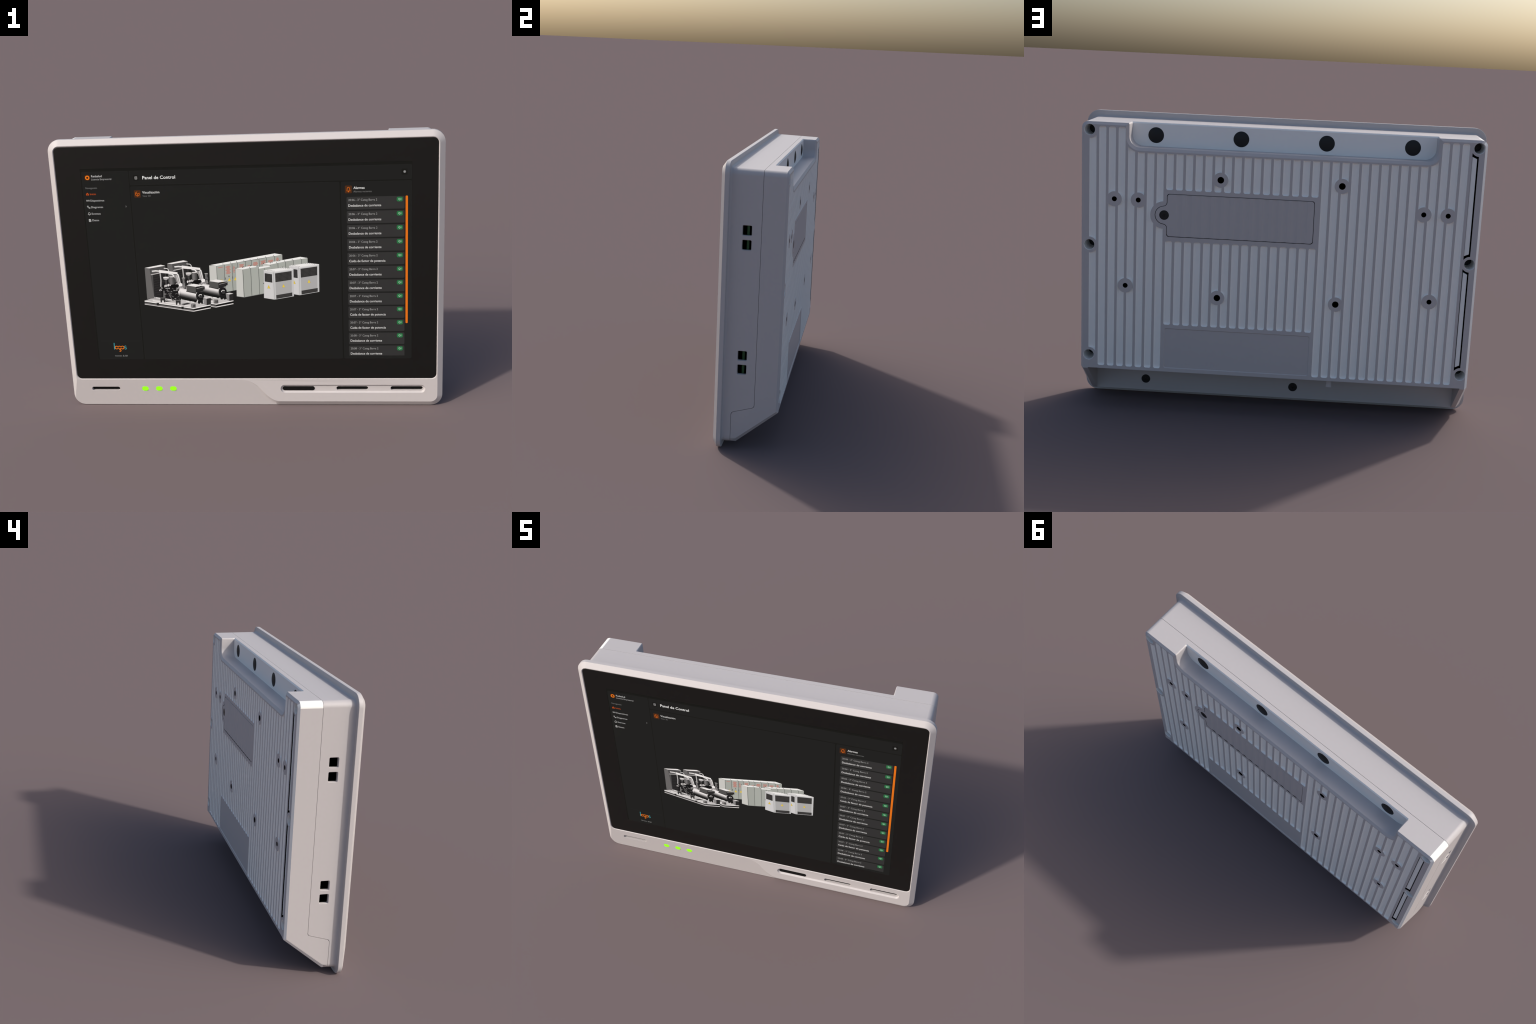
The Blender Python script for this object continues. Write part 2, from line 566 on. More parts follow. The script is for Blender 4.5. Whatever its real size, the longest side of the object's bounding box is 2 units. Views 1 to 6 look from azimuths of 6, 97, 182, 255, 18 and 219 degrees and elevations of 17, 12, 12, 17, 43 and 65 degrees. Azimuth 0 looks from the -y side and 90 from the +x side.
lid = boolean(lid, solid(flutes))
lid = boolean(lid, solid(lambda bm: add_loft(bm, [(YB - 0.006, circle(*LID_SCREW, 0.0236, 36)), (YB + 0.05, circle(*LID_SCREW, 0.0236, 36))])))
lid = finish(lid, 20)
part("battery_lid", lid, RIB)
part("lid_dark_plate", solid(lambda bm: add_loft(bm, [(YB - 0.0119, lid_outline(0.0004)), (YB - 0.0117, lid_outline(0.0004))])), HOLE_SHADE)  # added dark plate below the lid, makes the gap round it look black


# cross-head screws (one shared mesh, axis +y, origin at head top centre)
def screw_mesh():
    head = solid(lambda bm: add_loft(bm, [(-0.006, circle(0, 0, 0.0228, 36)), (-0.0022, circle(0, 0, 0.0228, 36)), (-0.0004, circle(0, 0, 0.0205, 36)), (0.0, circle(0, 0, 0.0150, 36))]))
    def cross(bm):
        add_loft(bm, [(-0.0026, [(-.006, -.0016), (.006, -.0016), (.006, .0016), (-.006, .0016)]), (0.01, [(-.013, -.0026), (.013, -.0026), (.013, .0026), (-.013, .0026)])])
    def cross2(bm):
        add_loft(bm, [(-0.0026, [(-.0016, -.006), (.0016, -.006), (.0016, .006), (-.0016, .006)]), (0.01, [(-.0026, -.013), (.0026, -.013), (.0026, .013), (-.0026, .013)])])
    head = boolean(head, solid(cross))
    head = boolean(head, solid(cross2))
    return finish(head)


SCREW_ME = screw_mesh()
SCREW_ME.name = "screw"
SCREW_ME.materials.clear()
SCREW_ME.materials.append(SCREW)


def screw(x, y, z, turn=0.0):
    s = bpy.data.objects.new("screw", SCREW_ME)
    coll.objects.link(s)
    s.parent = ROOT
    s.location = (x, y, z)
    s.rotation_euler = (0, turn, 0)


screw(LID_SCREW[0], YB + 0.0004, LID_SCREW[1], 0.1)
for k, (x, z) in enumerate(CORNER_SCREWS):
    screw(x, YB - 0.0935, z, 0.5 * k)
for x in (0.669, -0.100):
    screw(x, BAY_Y + 0.0035, 0.0967, 0.05)

# rubber plugs: low domes standing in the recess
def plug_dome(bm):
    rise = 0.0065
    rad = (PLUG_R ** 2 + rise ** 2) / (2 * rise)
    rings = [(-0.02, circle(0, 0, PLUG_R - 0.0003, 48)), (-0.0004, circle(0, 0, PLUG_R - 0.0003, 48))]
    for k in (0.97, 0.88, 0.76, 0.62, 0.46, 0.30, 0.14, 0.03):
        r = PLUG_R * k
        rings.append((math.sqrt(rad * rad - r * r) - (rad - rise), circle(0, 0, r, 48)))
    add_loft(bm, rings)


plug_me = solid(plug_dome)
plug_me = finish(plug_me, 40)
plug_me.materials.clear()
plug_me.materials.append(RUBBER)
for x in PLUG_X:
    p = bpy.data.objects.new("rubber_plug", plug_me)
    coll.objects.link(p)
    p.parent = ROOT
    p.location = (x, RC_Y, PLUG_Z)

# small peg under the rear edge of the connector bay
part("bay_peg", finish(solid(lambda bm: add_box(bm, -0.2935, -0.268, 0.095, 0.130, 0.1705, BAY_Z + 0.001))), SHELL)

# ---------------------------------------------------------------- front inserts
part("slot_plug", finish(solid(lambda bm: add_loft(bm, [(-0.1540, rr(0.1540, 0.3262, 0.0888, 0.1126, 0.0117, 8)), (YF + 0.0088, rr(0.1540, 0.3262, 0.0888, 0.1126, 0.0117, 8))]))), BLACK)
for x0, x1, z0, z1 in SLOTS + [SLOT_LEFT]:
    part("slot_bed", solid(lambda bm: add_loft(bm, [(-0.140, rr(x0 + .0004, x1 - .0004, z0 + .0004, z1 - .0004, .0096, 8)), (-0.1295, rr(x0 + .0004, x1 - .0004, z0 + .0004, z1 - .0004, .0096, 8))])), BLACK)
led_me = finish(solid(lambda bm: add_loft(bm, [(-0.0035, rr(-.0140, .0140, -.0090, .0090, .0088, 8)), (-0.0025, rr(-.0172, .0172, -.0122, .0122, .0120, 8)), (0.010, rr(-.0181, .0181, -.0131, .0131, .0128, 8))])), 40)
led_me.materials.clear()
led_me.materials.append(LED)
for x in LED_X:
    l = bpy.data.objects.new("indicator_light", led_me)
    coll.objects.link(l)
    l.parent = ROOT
    l.location = (x, -0.1535, 0.0997)

GLASS_Y = YF + 0.0020
glass = part("screen_glass", finish(solid(lambda bm: add_loft(bm, [
    (GLASS_Y, rr(-GX + .0022, GX - .0022, GZ0 + .0022, GZ1 - .0022, 0.0245)), (GLASS_Y + 0.0010, rr(-GX + .0006, GX - .0006, GZ0 + .0006, GZ1 - .0006, 0.0262)),
    (-0.1500, rr(-GX + .0006, GX - .0006, GZ0 + .0006, GZ1 - .0006, 0.0262))]))), GLASS)

# ===================================================================== display
# The picture on the screen is laid out in a 1280 x 800 grid (u right, v down).
PX = 1.675 / 1280
K_LIGHT = (1.04, 0.955, 0.915)


def ux(u, v, lay):
    return (-0.8375 + u * PX, GLASS_Y - 0.00025 - lay * 0.000005, 1.325 - v * PX)


def shade(r, g, b):
    name = "display_ink_%.0f_%.0f_%.0f" % (r, g, b)
    return material(name, tuple(min(1.0, lin(c) / k) for c, k in zip((r, g, b), K_LIGHT)), 0.7, 0.03)


class Sheet:
    """collects flat inked shapes of one display element, one thin layer above the other"""
    def __init__(self, name, lay=0):
        self.name, self.bm, self.mats, self.lay = name, bmesh.new(), [], lay

    def idx(self, rgb):
        m = shade(*rgb)
        if m not in self.mats:
            self.mats.append(m)
        return self.mats.index(m)

    def poly(self, pts, rgb, up=1):
        vs = [self.bm.verts.new(ux(u, v, self.lay)) for u, v in pts]
        f = self.bm.faces.new(vs)
        f.material_index = self.idx(rgb)
        f.normal_update()
        if f.normal.y > 0:
            f.normal_flip()
        self.lay += up
        return self

    def rect(self, u0, v0, u1, v1, rgb, r=0.0, up=1):
        pts = rr(u0, u1, v0, v1, r, 5) if r > 0 else [(u0, v0), (u1, v0), (u1, v1), (u0, v1)]
        return self.poly(pts, rgb, up)

    def line(self, pts, w, rgb, up=1):
        """constant-width stroke along a path"""
        n = len(pts)
        L, R = [], []
        for i, p in enumerate(pts):
            a, b = Vector(pts[max(0, i - 1)]), Vector(pts[min(n - 1, i + 1)])
            t = (b - a).normalized()
            L.append((p[0] - t.y * w / 2, p[1] + t.x * w / 2))
            R.append((p[0] + t.y * w / 2, p[1] - t.x * w / 2))
        for i in range(n - 1):
            self.poly([L[i], L[i + 1], R[i + 1], R[i]], rgb, 0)
        self.lay += up
        return self

    def ring(self, cu, cv, r, w, rgb, a0=0, a1=360, n=24, sv=1.0, up=1):
        return self.line([(cu + r * math.cos(math.radians(a0 + (a1 - a0) * i / n)), cv + sv * r * math.sin(math.radians(a0 + (a1 - a0) * i / n))) for i in range(n + 1)], w, rgb, up)

    def disc(self, cu, cv, r, rgb, rv=None, n=24, up=1):
        rv = rv or r
        return self.poly([(cu + r * math.cos(2 * math.pi * i / n), cv + rv * math.sin(2 * math.pi * i / n)) for i in range(n)], rgb, up)

    def text(self, body, u, base, width, cap, rgb, bold=0.0):
        me, x0, x1, ch = glyphs(body, bold)
        sx, sy = width / (x1 - x0), cap / ch
        vs = [self.bm.verts.new(ux(u + (v.co.x - x0) * sx, base - v.co.y * sy, self.lay)) for v in me.vertices]
        k = self.idx(rgb)
        for p in me.polygons:
            try:
                f = self.bm.faces.new([vs[i] for i in p.vertices])
            except ValueError:
                continue
            f.material_index = k
            f.normal_update()
            if f.normal.y > 0:
                f.normal_flip()
        return self

    def done(self, stuff=True):
        me = bpy.data.meshes.new(self.name)
        self.bm.to_mesh(me)
        self.bm.free()
        o = bpy.data.objects.new(self.name, me)
        for m in self.mats:
            me.materials.append(m)
        coll.objects.link(o)
        o.parent = glass
        if stuff:
            o["kind"] = "stuff"
        return o


GLYPHS = {}


def text_mesh(body, bold):
    cu = bpy.data.curves.new("helper_text", "FONT")
    cu.body = body
    cu.resolution_u = 3
    cu.offset = bold
    ob = bpy.data.objects.new("helper_text", cu)
    coll.objects.link(ob)
    dg = bpy.context.evaluated_depsgraph_get()
    me = bpy.data.meshes.new_from_object(ob.evaluated_get(dg))
    bpy.data.objects.remove(ob)
    return me


def glyphs(body, bold):
    key = (body, bold)
    if key not in GLYPHS:
        me = text_mesh(body, bold)
        capm = text_mesh("H", bold)
        xs = [v.co.x for v in me.vertices]
        GLYPHS[key] = (me, min(xs), max(xs), max(v.co.y for v in capm.vertices))
    return GLYPHS[key]


DARK, PANEL, EDGE, CARD = (27, 26, 23.5), (34, 33, 31.5), (38.5, 37.5, 36), (53, 51, 50)
ORANGE, TEAL, WHITE = (232, 118, 28), (62, 140, 146), (232, 226, 222)

# panels of the layout
s = Sheet("display_panel")
s.rect(0, 0, 1280, 802, DARK)
for u0, v0, u1, v1 in ((5, 12, 190, 802), (194, 12, 1278.6, 69), (194.5, 74, 1005.8, 802), (1011.8, 74.3, 1278.7, 802)):
    s.rect(u0, v0, u1, v1, EDGE, 5, 0)
    s.lay += 1
    s.rect(u0 + 1, v0 + 1, u1 - 1, v1 - 1, PANEL, 4.4, 0)
    s.lay -= 1
s.lay += 2
s.rect(15.7, 720.3, 182.6, 721.8, (42, 41, 40))
s.rect(209, 29, 230, 51, DARK, 3, 0)
s.rect(1240, 29, 1263, 52, DARK, 3)
s.done()

T = 8   # text layer
s = Sheet("display_lettering", T)
s.text("Redsalud", 43, 34, 42, 8, (205, 200, 197), 0.006)
s.text("Licencia Empresarial", 42.5, 46, 79.5, 7.3, (168, 164, 162))
s.text("Navegación", 15.5, 80.2, 46.3, 6.8, (120, 117, 115))
s.text("Inicio", 31.5, 104.7, 24, 7.2, (196, 82, 28))
for k, (w, t) in enumerate(((55, "Dispositivos"), (48.2, "Diagramas"), (35.7, "Eventos"), (27, "Datos"))):
    s.text(t, 31, 131 + 26.6 * k, w, 7.4, (196, 192, 189))
s.text("Panel de Control", 245.3, 46.5, 129, 12.7, (240, 235, 231), 0.010)
s.text("Visualización", 240, 103.3, 68, 9.3, (222, 217, 213), 0.005)
s.text("Visor 3D", 240.2, 116.6, 32.3, 7.0, (112, 109, 107))
s.text("Alarmas", 1058.8, 103.4, 42.2, 9.5, (228, 222, 218), 0.010)
s.text("Alarmas recientes", 1058.7, 116.7, 69, 7.0, (116, 113, 111))
s.text("Versión", 69.8, 789.6, 29.5, 5.8, (150, 147, 145))
s.text("2.1.0", 104.2, 789.4, 18, 5.8, (175, 171, 168), 0.01)
s.done()

# list of alarm cards
ALARMS = [("20:06", 0)] * 4 + [("20:06", 1)] + [("20:07", 0)] * 3 + [("20:07", 1)] * 2 + [("20:08", 0)] * 2
for i, (hour, kind) in enumerate(ALARMS):
    v = 134.0 + 55.68 * i
    c = Sheet("alarm_card", 5)
    if i < 11:
        c.rect(1031.8, v, 1251.4, v + 49.7, CARD, 5)
    else:
        c.poly([p for p in rr(1031.8, 1251.4, v, v + 60, 5, 5) if p[1] < v + 30] and
               [(1251.4, 789.5), (1251.4, v + 5), (1249.9, v + 1.5), (1246.4, v), (1036.8, v), (1033.3, v + 1.5), (1031.8, v + 5), (1031.8, 789.5)], CARD)
    c.lay = T
    c.text(hour + " - 3° Categ Barra 2", 1038.5, v + 16.2, 109.6, 8.0, (158, 155, 152))
    if kind:
        c.text("Caida de factor de potencia", 1038.3, v + 38.7, 140, 9.2, (222, 217, 213), 0.004)
    else:
        c.text("Desbalance de corriente", 1038.3, v + 38.7, 124.8, 9.2, (222, 217, 213), 0.004)
    c.rect(1221.9, v + 3.6, 1244.9, v + 21.4, (44, 112, 66), 5.5)
    c.lay += 1
    c.text("Q1", 1228.3, v + 16.0, 10.4, 7.4, (190, 222, 196), 0.006)
    c.done(False)

s = Sheet("scroll_bar", 5)
s.rect(1255.5, 133.4, 1264.1, 651.2, (226, 113, 27), 3)
s.done(False)

# small pictograms
s = Sheet("display_icon", T)
s.rect(15.5, 24.5, 38.5, 46.5, (58, 36, 22), 5)
s.ring(27.1, 35.4, 6.6, 4.6, ORANGE)
s.poly([(15.8, 100.5), (21.3, 95.2), (26.8, 100.5), (26.8, 106), (15.8, 106)], (186, 76, 26))
s.rect(18.8, 101, 23.8, 102.6, PANEL, 0, 0).rect(18.8, 103.6, 23.8, 104.8, PANEL)
for du in (-4.2, 4.2):
    s.ring(21 + du * 0.6, 127.2, 3.2, 1.6, (196, 192, 189), 90 if du < 0 else -90, 270 if du < 0 else 90, 10, 1, 0)
    s.rect(21 + du - 1.1, 123.6, 21 + du + 1.1, 130.8, (196, 192, 189), 0, 0)
s.disc(21, 127.2, 1.8, (196, 192, 189))
s.ring(18.2, 150.6, 2.2, 1.7, (196, 192, 189), n=12, up=0).line([(18.4, 152.4), (19.6, 156.2), (23, 156.6)], 1.6, (196, 192, 189), 0).ring(24.8, 156.6, 2.0, 1.7, (196, 192, 189), n=12)
s.line([(15.8, 183.6), (17.4, 181.6), (17.6, 178.4), (19.3, 176), (21.3, 175.3), (23.3, 176), (25, 178.4), (25.2, 181.6), (26.8, 183.6), (15.8, 183.6)], 1.5, (190, 186, 183), 0).disc(21.3, 185.4, 1.4, (190, 186, 183))
s.poly([(17, 202), (23, 202), (25.8, 205), (25.8, 213), (17, 213)], (190, 186, 183)).rect(18.7, 206.5, 24, 208, PANEL, 0, 0).rect(18.7, 209.5, 24, 211, PANEL)
s.line([(169.8, 150.4), (172.4, 153.7), (169.8, 157)], 1.4, (150, 147, 145))
s.rect(214.6, 34.8, 224.8, 46.4, (150, 146, 144), 2).rect(216.4, 36.6, 223, 44.6, (58, 56, 55), 1).line([(218.6, 36.8), (218.6, 44.4)], 1.3, (150, 146, 144), 0).line([(222, 38.6), (220.2, 40.6), (222, 42.6)], 1.1, (150, 146, 144))
s.ring(1251.8, 40.3, 3.4, 3.2, (135, 132, 130), n=16, up=0).disc(1251.8, 40.3, 2.2, (170, 166, 164))
# picture cube
s.rect(207.5, 89.6, 233.6, 119.2, (74, 44, 26), 4)
hexa = [(220.6 + 8.2 * math.sin(math.radians(60 * k)), 104.4 - 9.2 * math.cos(math.radians(60 * k))) for k in range(6)]
s.line(hexa + hexa[:2], 2.2, (206, 98, 26), 0)
for k in (1, 3, 5):
    s.line([(220.6, 104.4), hexa[k]], 1.9, (206, 98, 26), 0)
s.lay += 1
# bell
s.rect(1026.4, 89.4, 1053.0, 119.6, (74, 44, 26), 4)
bell = [(1031.8, 110.4), (1034.4, 106.8), (1034.8, 101.6), (1036.4, 97.6), (1039.7, 96), (1043, 97.6), (1044.6, 101.6), (1045, 106.8), (1047.6, 110.4)]
s.line(bell + [bell[0], bell[1]], 2.2, (206, 98, 26), 0)
s.disc(1039.7, 113.4, 2.2, (206, 98, 26))
# word mark at the foot of the side bar
s.line([(71.0, 729.5), (70.8, 758.6)], 3.8, TEAL)
for cu in (80.0, 92.6, 104.9):
    s.ring(cu, 750.1, 6.2, 3.0, ORANGE, up=0)
s.lay += 1
s.ring(93.4, 763.6, 4.2, 3.0, ORANGE, -80, 130, 14, 0.8, 0).line([(97, 757.4), (91.0, 758.2), (92.5, 760.8)], 2.6, ORANGE)
s.ring(117.0, 746.6, 3.6, 2.8, TEAL, -20, -270, 12, 0.95, 0).ring(117.2, 753.6, 3.8, 2.8, TEAL, -90, 160, 12, 0.95)
s.done()

# ---- pictured switch cabinets --------------------------------------------
def mix(a, b, t):
    return tuple(x + (y - x) * t for x, y in zip(a, b))


def quad_at(q, s0, s1, t0, t1):
    """sub-rectangle of a picture quad (tl, tr, br, bl)"""
    f = lambda s, t: mix(mix(q[0], q[1], s), mix(q[3], q[2], s), t)
    return [f(s0, t0), f(s1, t0), f(s1, t1), f(s0, t1)]


GF, GS, GT, SEAMC = (164, 164, 156), (202, 198, 191), (240, 235, 230), (70, 71, 68)
RED, YEL, BLK = (196, 108, 92), (234, 202, 78), (30, 30, 29)


def warn(sh, u, v, w=11.5, h=13.2, tilt=0.0):
    sh.poly([(u - w / 2 - .8, v + .6), (u + w / 2 + .8, v + .6 + tilt), (u, v - h - .8)], (150, 128, 60))
    sh.poly([(u - w / 2, v), (u + w / 2, v + tilt), (u, v - h)], YEL)
    sh.line([(u, v - h * .62), (u, v - h * .2)], 1.3, (190, 155, 50))


def cabinet_row(sh, tops, foot_l, foot_r, side, back_l, back_r, marks=None):
    """row of cabinets seen at a slant: tops = front upper corners, feet interpolated"""
    n = len(tops) - 1
    u0, u1 = tops[0][0], tops[-1][0]
    foot = lambda u: mix(foot_l, foot_r, (u - u0) / (u1 - u0))
    sh.poly([tops[0], tops[-1], back_r, back_l], GT)
    if side:
        sh.poly(side, GS)
    for i in range(n):
        a, b = tops[i], tops[i + 1]
        q = [a, b, foot(b[0]), foot(a[0])]
        sh.poly(q, mix(GF, (169, 169, 161), (i % 2)), 1)
    for i in range(n):
        a, b = tops[i], tops[i + 1]
        q = [a, b, foot(b[0]), foot(a[0])]
        sh.line([a, foot(a[0])], 1.6, SEAMC, 0)
        sh.line([(b[0] - 5, b[1] - 5), (b[0] - 5, b[1] + 1)], 1.8, (95, 95, 92), 1)
        if marks and marks[i]:
            rows, s0, s1, t0 = marks[i]
            for r in range(rows):
                pinch = 0.14 * abs(math.sin(2.1 * r + i)) if rows > 1 else 0
                sh.poly(quad_at(q, s0 + pinch, s1 - pinch, t0 + 0.034 * r, t0 + 0.034 * r + 0.02), RED, 0)
            sh.lay += 1


cab = Sheet("pictured_cabinet", T)
back_tops = [(515.3, 403.3), (546.2, 397.8), (577.2, 398.1 - 4.2), (600.3, 389.6), (630.1, 386.1), (654.9, 382.0), (685.3, 377.4), (715.8, 371.7), (747.1, 366.1), (777.4, 360.7)]
cabinet_row(cab, back_tops, (513.2, 519.5), (777.4, 470.0), [(485.8, 400.8), (515.3, 403.3), (513.2, 519.5), (484.2, 516.0)], (490, 399.2), (747.6, 355.0),
            [(1, .2, .8, .07), (9, .15, .8, .07), (8, .1, .5, .1), (4, .12, .85, .09), (1, .35, .75, .18), (4, .12, .88, .09), (4, .15, .9, .09), (3, .1, .85, .12), (4, .12, .6, .08)])
cab.poly([(747.6, 355.0), (777.4, 360.7), (747.1, 366.1), (740, 357)], GT)
warn(cab, 533, 472); warn(cab, 563.4, 467.5); warn(cab, 588, 464)
cab.disc(562.5, 447, 2.2, BLK); cab.rect(547.3, 452, 549.5, 461, (80, 80, 78)); cab.rect(576.3, 448, 578.5, 457, (80, 80, 78))
# shorter row at the right, then the front group
cabinet_row(cab, [(727.8, 401.3), (759.2, 394.4), (789.5, 388.6), (820.7, 383.6), (852.7, 379.4), (876.2, 376.0)], (727.8, 500), (876.2, 480), [(700.5, 398.0), (727.8, 401.3), (727.8, 440), (700.5, 438)], (702, 396.3), (848.3, 370.6))
cab.poly([(848.3, 370.6), (876.2, 376.0), (852.7, 379.4), (838, 373)], GT)
cabinet_row(cab, [(618.9, 419.6), (650.6, 413.4), (682.0, 409.0)], (618.9, 535.9), (681.8, 523.5), [(591.6, 415.3), (618.9, 419.6), (618.9, 535.9), (589.3, 531.6)], (592.5, 414.3), (651.0, 405.2))
cab.poly([(651.0, 405.2), (681.2, 407.5), (682, 409), (650.6, 413.4)], GT)
cab.poly([(682.3, 417.3), (730.3, 409.2), (730.3, 515), (681.8, 523.5)], (168, 168, 160))
cab.poly([(682.0, 409.6), (719.1, 406.2), (730.3, 409.2), (682.3, 417.5)], GT)
cab.line([(682.0, 409.6), (681.8, 523.5)], 1.6, SEAMC); cab.line([(705.5, 415), (705.5, 470)], 1.2, SEAMC)
cab.line([(618.9, 419.6), (618.9, 535.9)], 2.0, SEAMC)
cab.line([(589.3, 531.8), (618.9, 536.1), (698, 521.6)], 1.4, (130, 128, 124))
for u, v in ((592.5, 411.5), (618, 408.5), (624, 407), (650.5, 402), (676, 405.5), (702, 393.5), (729, 391), (736, 389.5), (760, 384), (767, 383), (778, 410), (806.5, 404)):
    cab.rect(u - 1.4, v, u + 1.4, v + 4.6, (72, 71, 69), 0, 0)
cab.lay += 1


def vented_cabinet(sh, du, dv, hidden_side):
    """transformer housing with mesh windows; drawn at an offset"""
    P = lambda pts: [(u + du, v + dv) for u, v in pts]
    sd = P([(702.3, 423.7), (739.0, 430.2), (740.0, 547.3), (698.2, 539.8)])
    fr = P([(739.0, 430.2), (819.5, 419.4), (817.6, 534.0), (740.0, 547.3)])
    sh.poly(sd, (205, 200, 198)); sh.poly(fr, (196, 192, 190))
    sh.poly(P([(702.3, 423.7), (779.2, 413.9), (818.6, 419.4), (739.0, 430.2)]), (238, 232, 228))
    sh.poly(P([(701.5, 424.5), (739, 430.4), (739, 434), (701.5, 428)]), (214, 209, 206))
    sh.poly(P([(739, 430.4), (819.5, 419.6), (819.5, 423), (739, 434)]), (222, 217, 214))
    sh.poly(quad_at(fr, .09, .9, .155, .86), (172, 168, 166))
    sh.poly(quad_at(sd, .09, .86, .12, .97), (208, 203, 201))
    for q, cols, rows in ((quad_at(sd, .09, .86, .10, .40), 6, 7), (quad_at(fr, .09, .905, .07, .385), 14, 7), (quad_at(fr, .095, .92, .85, .985), 16, 4)):
        sh.poly(q, (46, 44, 43))
        for k in range(1, cols):
            sh.line([mix(q[0], q[1], k / cols), mix(q[3], q[2], k / cols)], 0.7, (84, 80, 78), 0)
        sh.lay += 1
        for k in range(1, rows):
            sh.line([mix(q[0], q[3], k / rows), mix(q[1], q[2], k / rows)], 0.7, (78, 75, 73), 0)
        sh.lay += 1
    for a, b in (((715, 424.6), (741, 428.6)), ((766, 416.2), (800, 419.6))):
        for k in range(6):
            p = mix(a, b, k / 5)
            sh.line(P([p, (p[0] + 4, p[1] - 1.4)]), 1.3, (120, 117, 115), 0)
    sh.lay += 1
    sh.line([mix(sd[1], sd[1], 0), sd[2]], 1.2, (150, 147, 145))
    warn(sh, 778.2 + du, 495.6 + dv, 11, 13)
    warn(sh, 719 + du, 499 + dv, 11, 13, .8)


vented_cabinet(cab, 101.0, -17.6, True)
vented_cabinet(cab, 0, 0, False)
cab.disc(699.5, 478, 1.8, BLK)
cab.done()

# ---- pictured generator sets ----------------------------------------------
LT, MD, DK = (238, 230, 226), (112, 106, 104), (34, 33, 32)


def tube(sh, path, w, tone=(236, 229, 225)):
    sh.line(path, w, mix(tone, (90, 86, 84), .55), 1)
    sh.line([(u - .12 * w, v - .16 * w) for u, v in path], w * .62, tone, 1)


def genset(sh, du, dv):
    P = lambda *pts: [(u + du, v + dv) for u, v in pts]
    grey = lambda k: (k, int(k * .965), int(k * .95))
    # radiator block
    sh.poly(P((225.3, 408.1), (244.2, 409.4), (254.7, 536.8), (225.1, 538.9)), grey(106))
    sh.poly(P((244.2, 409.4), (308.9, 400.3), (306, 520), (254.7, 536.8)), grey(80))
    sh.poly(P((225.4, 407.2), (290.8, 395.1), (309.0, 399.3), (244.2, 409.8)), LT)
    sh.poly(P((256.5, 437), (306.5, 426), (303, 526), (255, 535)), grey(40))
    for k in range(9):
        sh.line(P((258, 444 + k * 10), (305, 434 + k * 10)), 1.0, grey(62), 0)
    sh.lay += 1
    sh.line(P((248, 436.5), (284, 429.5)), 3.4, grey(190))
    # skid frame
    sh.poly(P((213.5, 546), (240, 538), (330, 530), (482.6, 567.1), (411.7, 581)), grey(196))
    sh.poly(P((247, 543), (400, 569), (398, 574), (247, 549)), grey(226))
    sh.poly(P((213.5, 546), (411.7, 579.6), (411.7, 584), (213.5, 550.4)), LT)
    sh.poly(P((213.5, 550.2), (411.7, 583.4), (411.8, 591), (213.4, 558)), grey(44))
    sh.poly(P((213.4, 554.8), (411.7, 587.8), (411.8, 595.2), (213.4, 562.4)), grey(122))
    sh.line(P((213.4, 561.4), (411.8, 594.2)), 2.6, grey(214))
    sh.poly(P((213.4, 553), (411.7, 586), (411.7, 588.2), (213.4, 555.2)), grey(62))
    sh.poly(P((411.7, 579.6), (482.6, 565.6), (482.6, 569.5), (411.7, 584)), LT)
    sh.poly(P((411.7, 583.6), (482.6, 569), (481.9, 578), (411.7, 591.4)), grey(22))
    sh.poly(P((411.7, 591), (481.9, 577.4), (481.7, 581.6), (411.8, 595.2)), grey(215))
    for u, v in ((262, 556), (362, 573)):
        sh.rect(u + du, v + dv, u + 10 + du, v + 11 + dv, grey(50), 1)
        sh.rect(u + 3 + du, v + 3 + dv, u + 7 + du, v + 8 + dv, grey(20), 1)
    # engine mass: dark block with lit details
    sh.poly(P((284, 492), (300, 470), (372, 470), (376, 520), (360, 548), (300, 552), (286, 530)), grey(30))
    sh.poly(P((254, 530), (270, 533), (345, 546), (338, 552), (254, 541)), grey(170))
    sh.line(P((262, 534), (332, 545)), 4.6, grey(222))
    for k in range(5):
        u = 299 + 7.0 * k
        sh.poly(P((u, 484 - 2.0 * k), (u + 5.4, 478 - 1.8 * k), (u + 6.6, 486 - 1.6 * k), (u + 1.6, 491 - 1.6 * k)), grey(224 - 14 * (k % 2)))
    for u, v, w, h, g in ((277, 499, 11, 8, 225), (284, 489, 8, 12, 150), (303, 493, 18, 4, 215), (328, 482, 14, 6, 200), (345, 474, 16, 7, 232), (352, 486, 13, 8, 140),
                          (309, 506, 10, 5, 120), (334, 503, 18, 4, 190), (346, 496, 10, 5, 215), (296, 515, 6, 16, 130), (318, 520, 7, 14, 110), (341, 516, 12, 7, 95), (350, 527, 9, 12, 75)):
        sh.disc(u + du + w / 2, v + dv + h / 2, w / 2, grey(g), h / 2, 12, 0)
        sh.disc(u + du + w / 2 + .4, v + dv + h * .72, w * .42, grey(max(24, g - 105)), h * .26, 10, 1)
    for k in range(22):          # scattered small fittings, hoses and bolts
        u = 286 + (k * 37 % 84)
        v = 484 + (k * 23 % 58)
        g = (60, 150, 92, 205, 46, 118)[k % 6]
        sh.line(P((u, v), (u + 3 + k % 4, v + 1.2 * ((k % 3) - 1) * 2), (u + 5 + k % 5, v + 3 + k % 3)), 1.2 + 0.5 * (k % 3), grey(g), 0)
    sh.lay += 1
    sh.line(P((314.8, 515), (331, 549)), 4.2, grey(58)); sh.line(P((313.6, 516), (329, 549)), 1.4, grey(150))
    sh.line(P((297, 505), (295, 534)), 4.4, grey(84)); sh.line(P((296, 505), (294, 534)), 1.6, grey(170))
    # exhaust and coolant pipes
    tube(sh, P((303, 410.2), (316, 411.5), (320.8, 416), (322, 425)), 3.6)
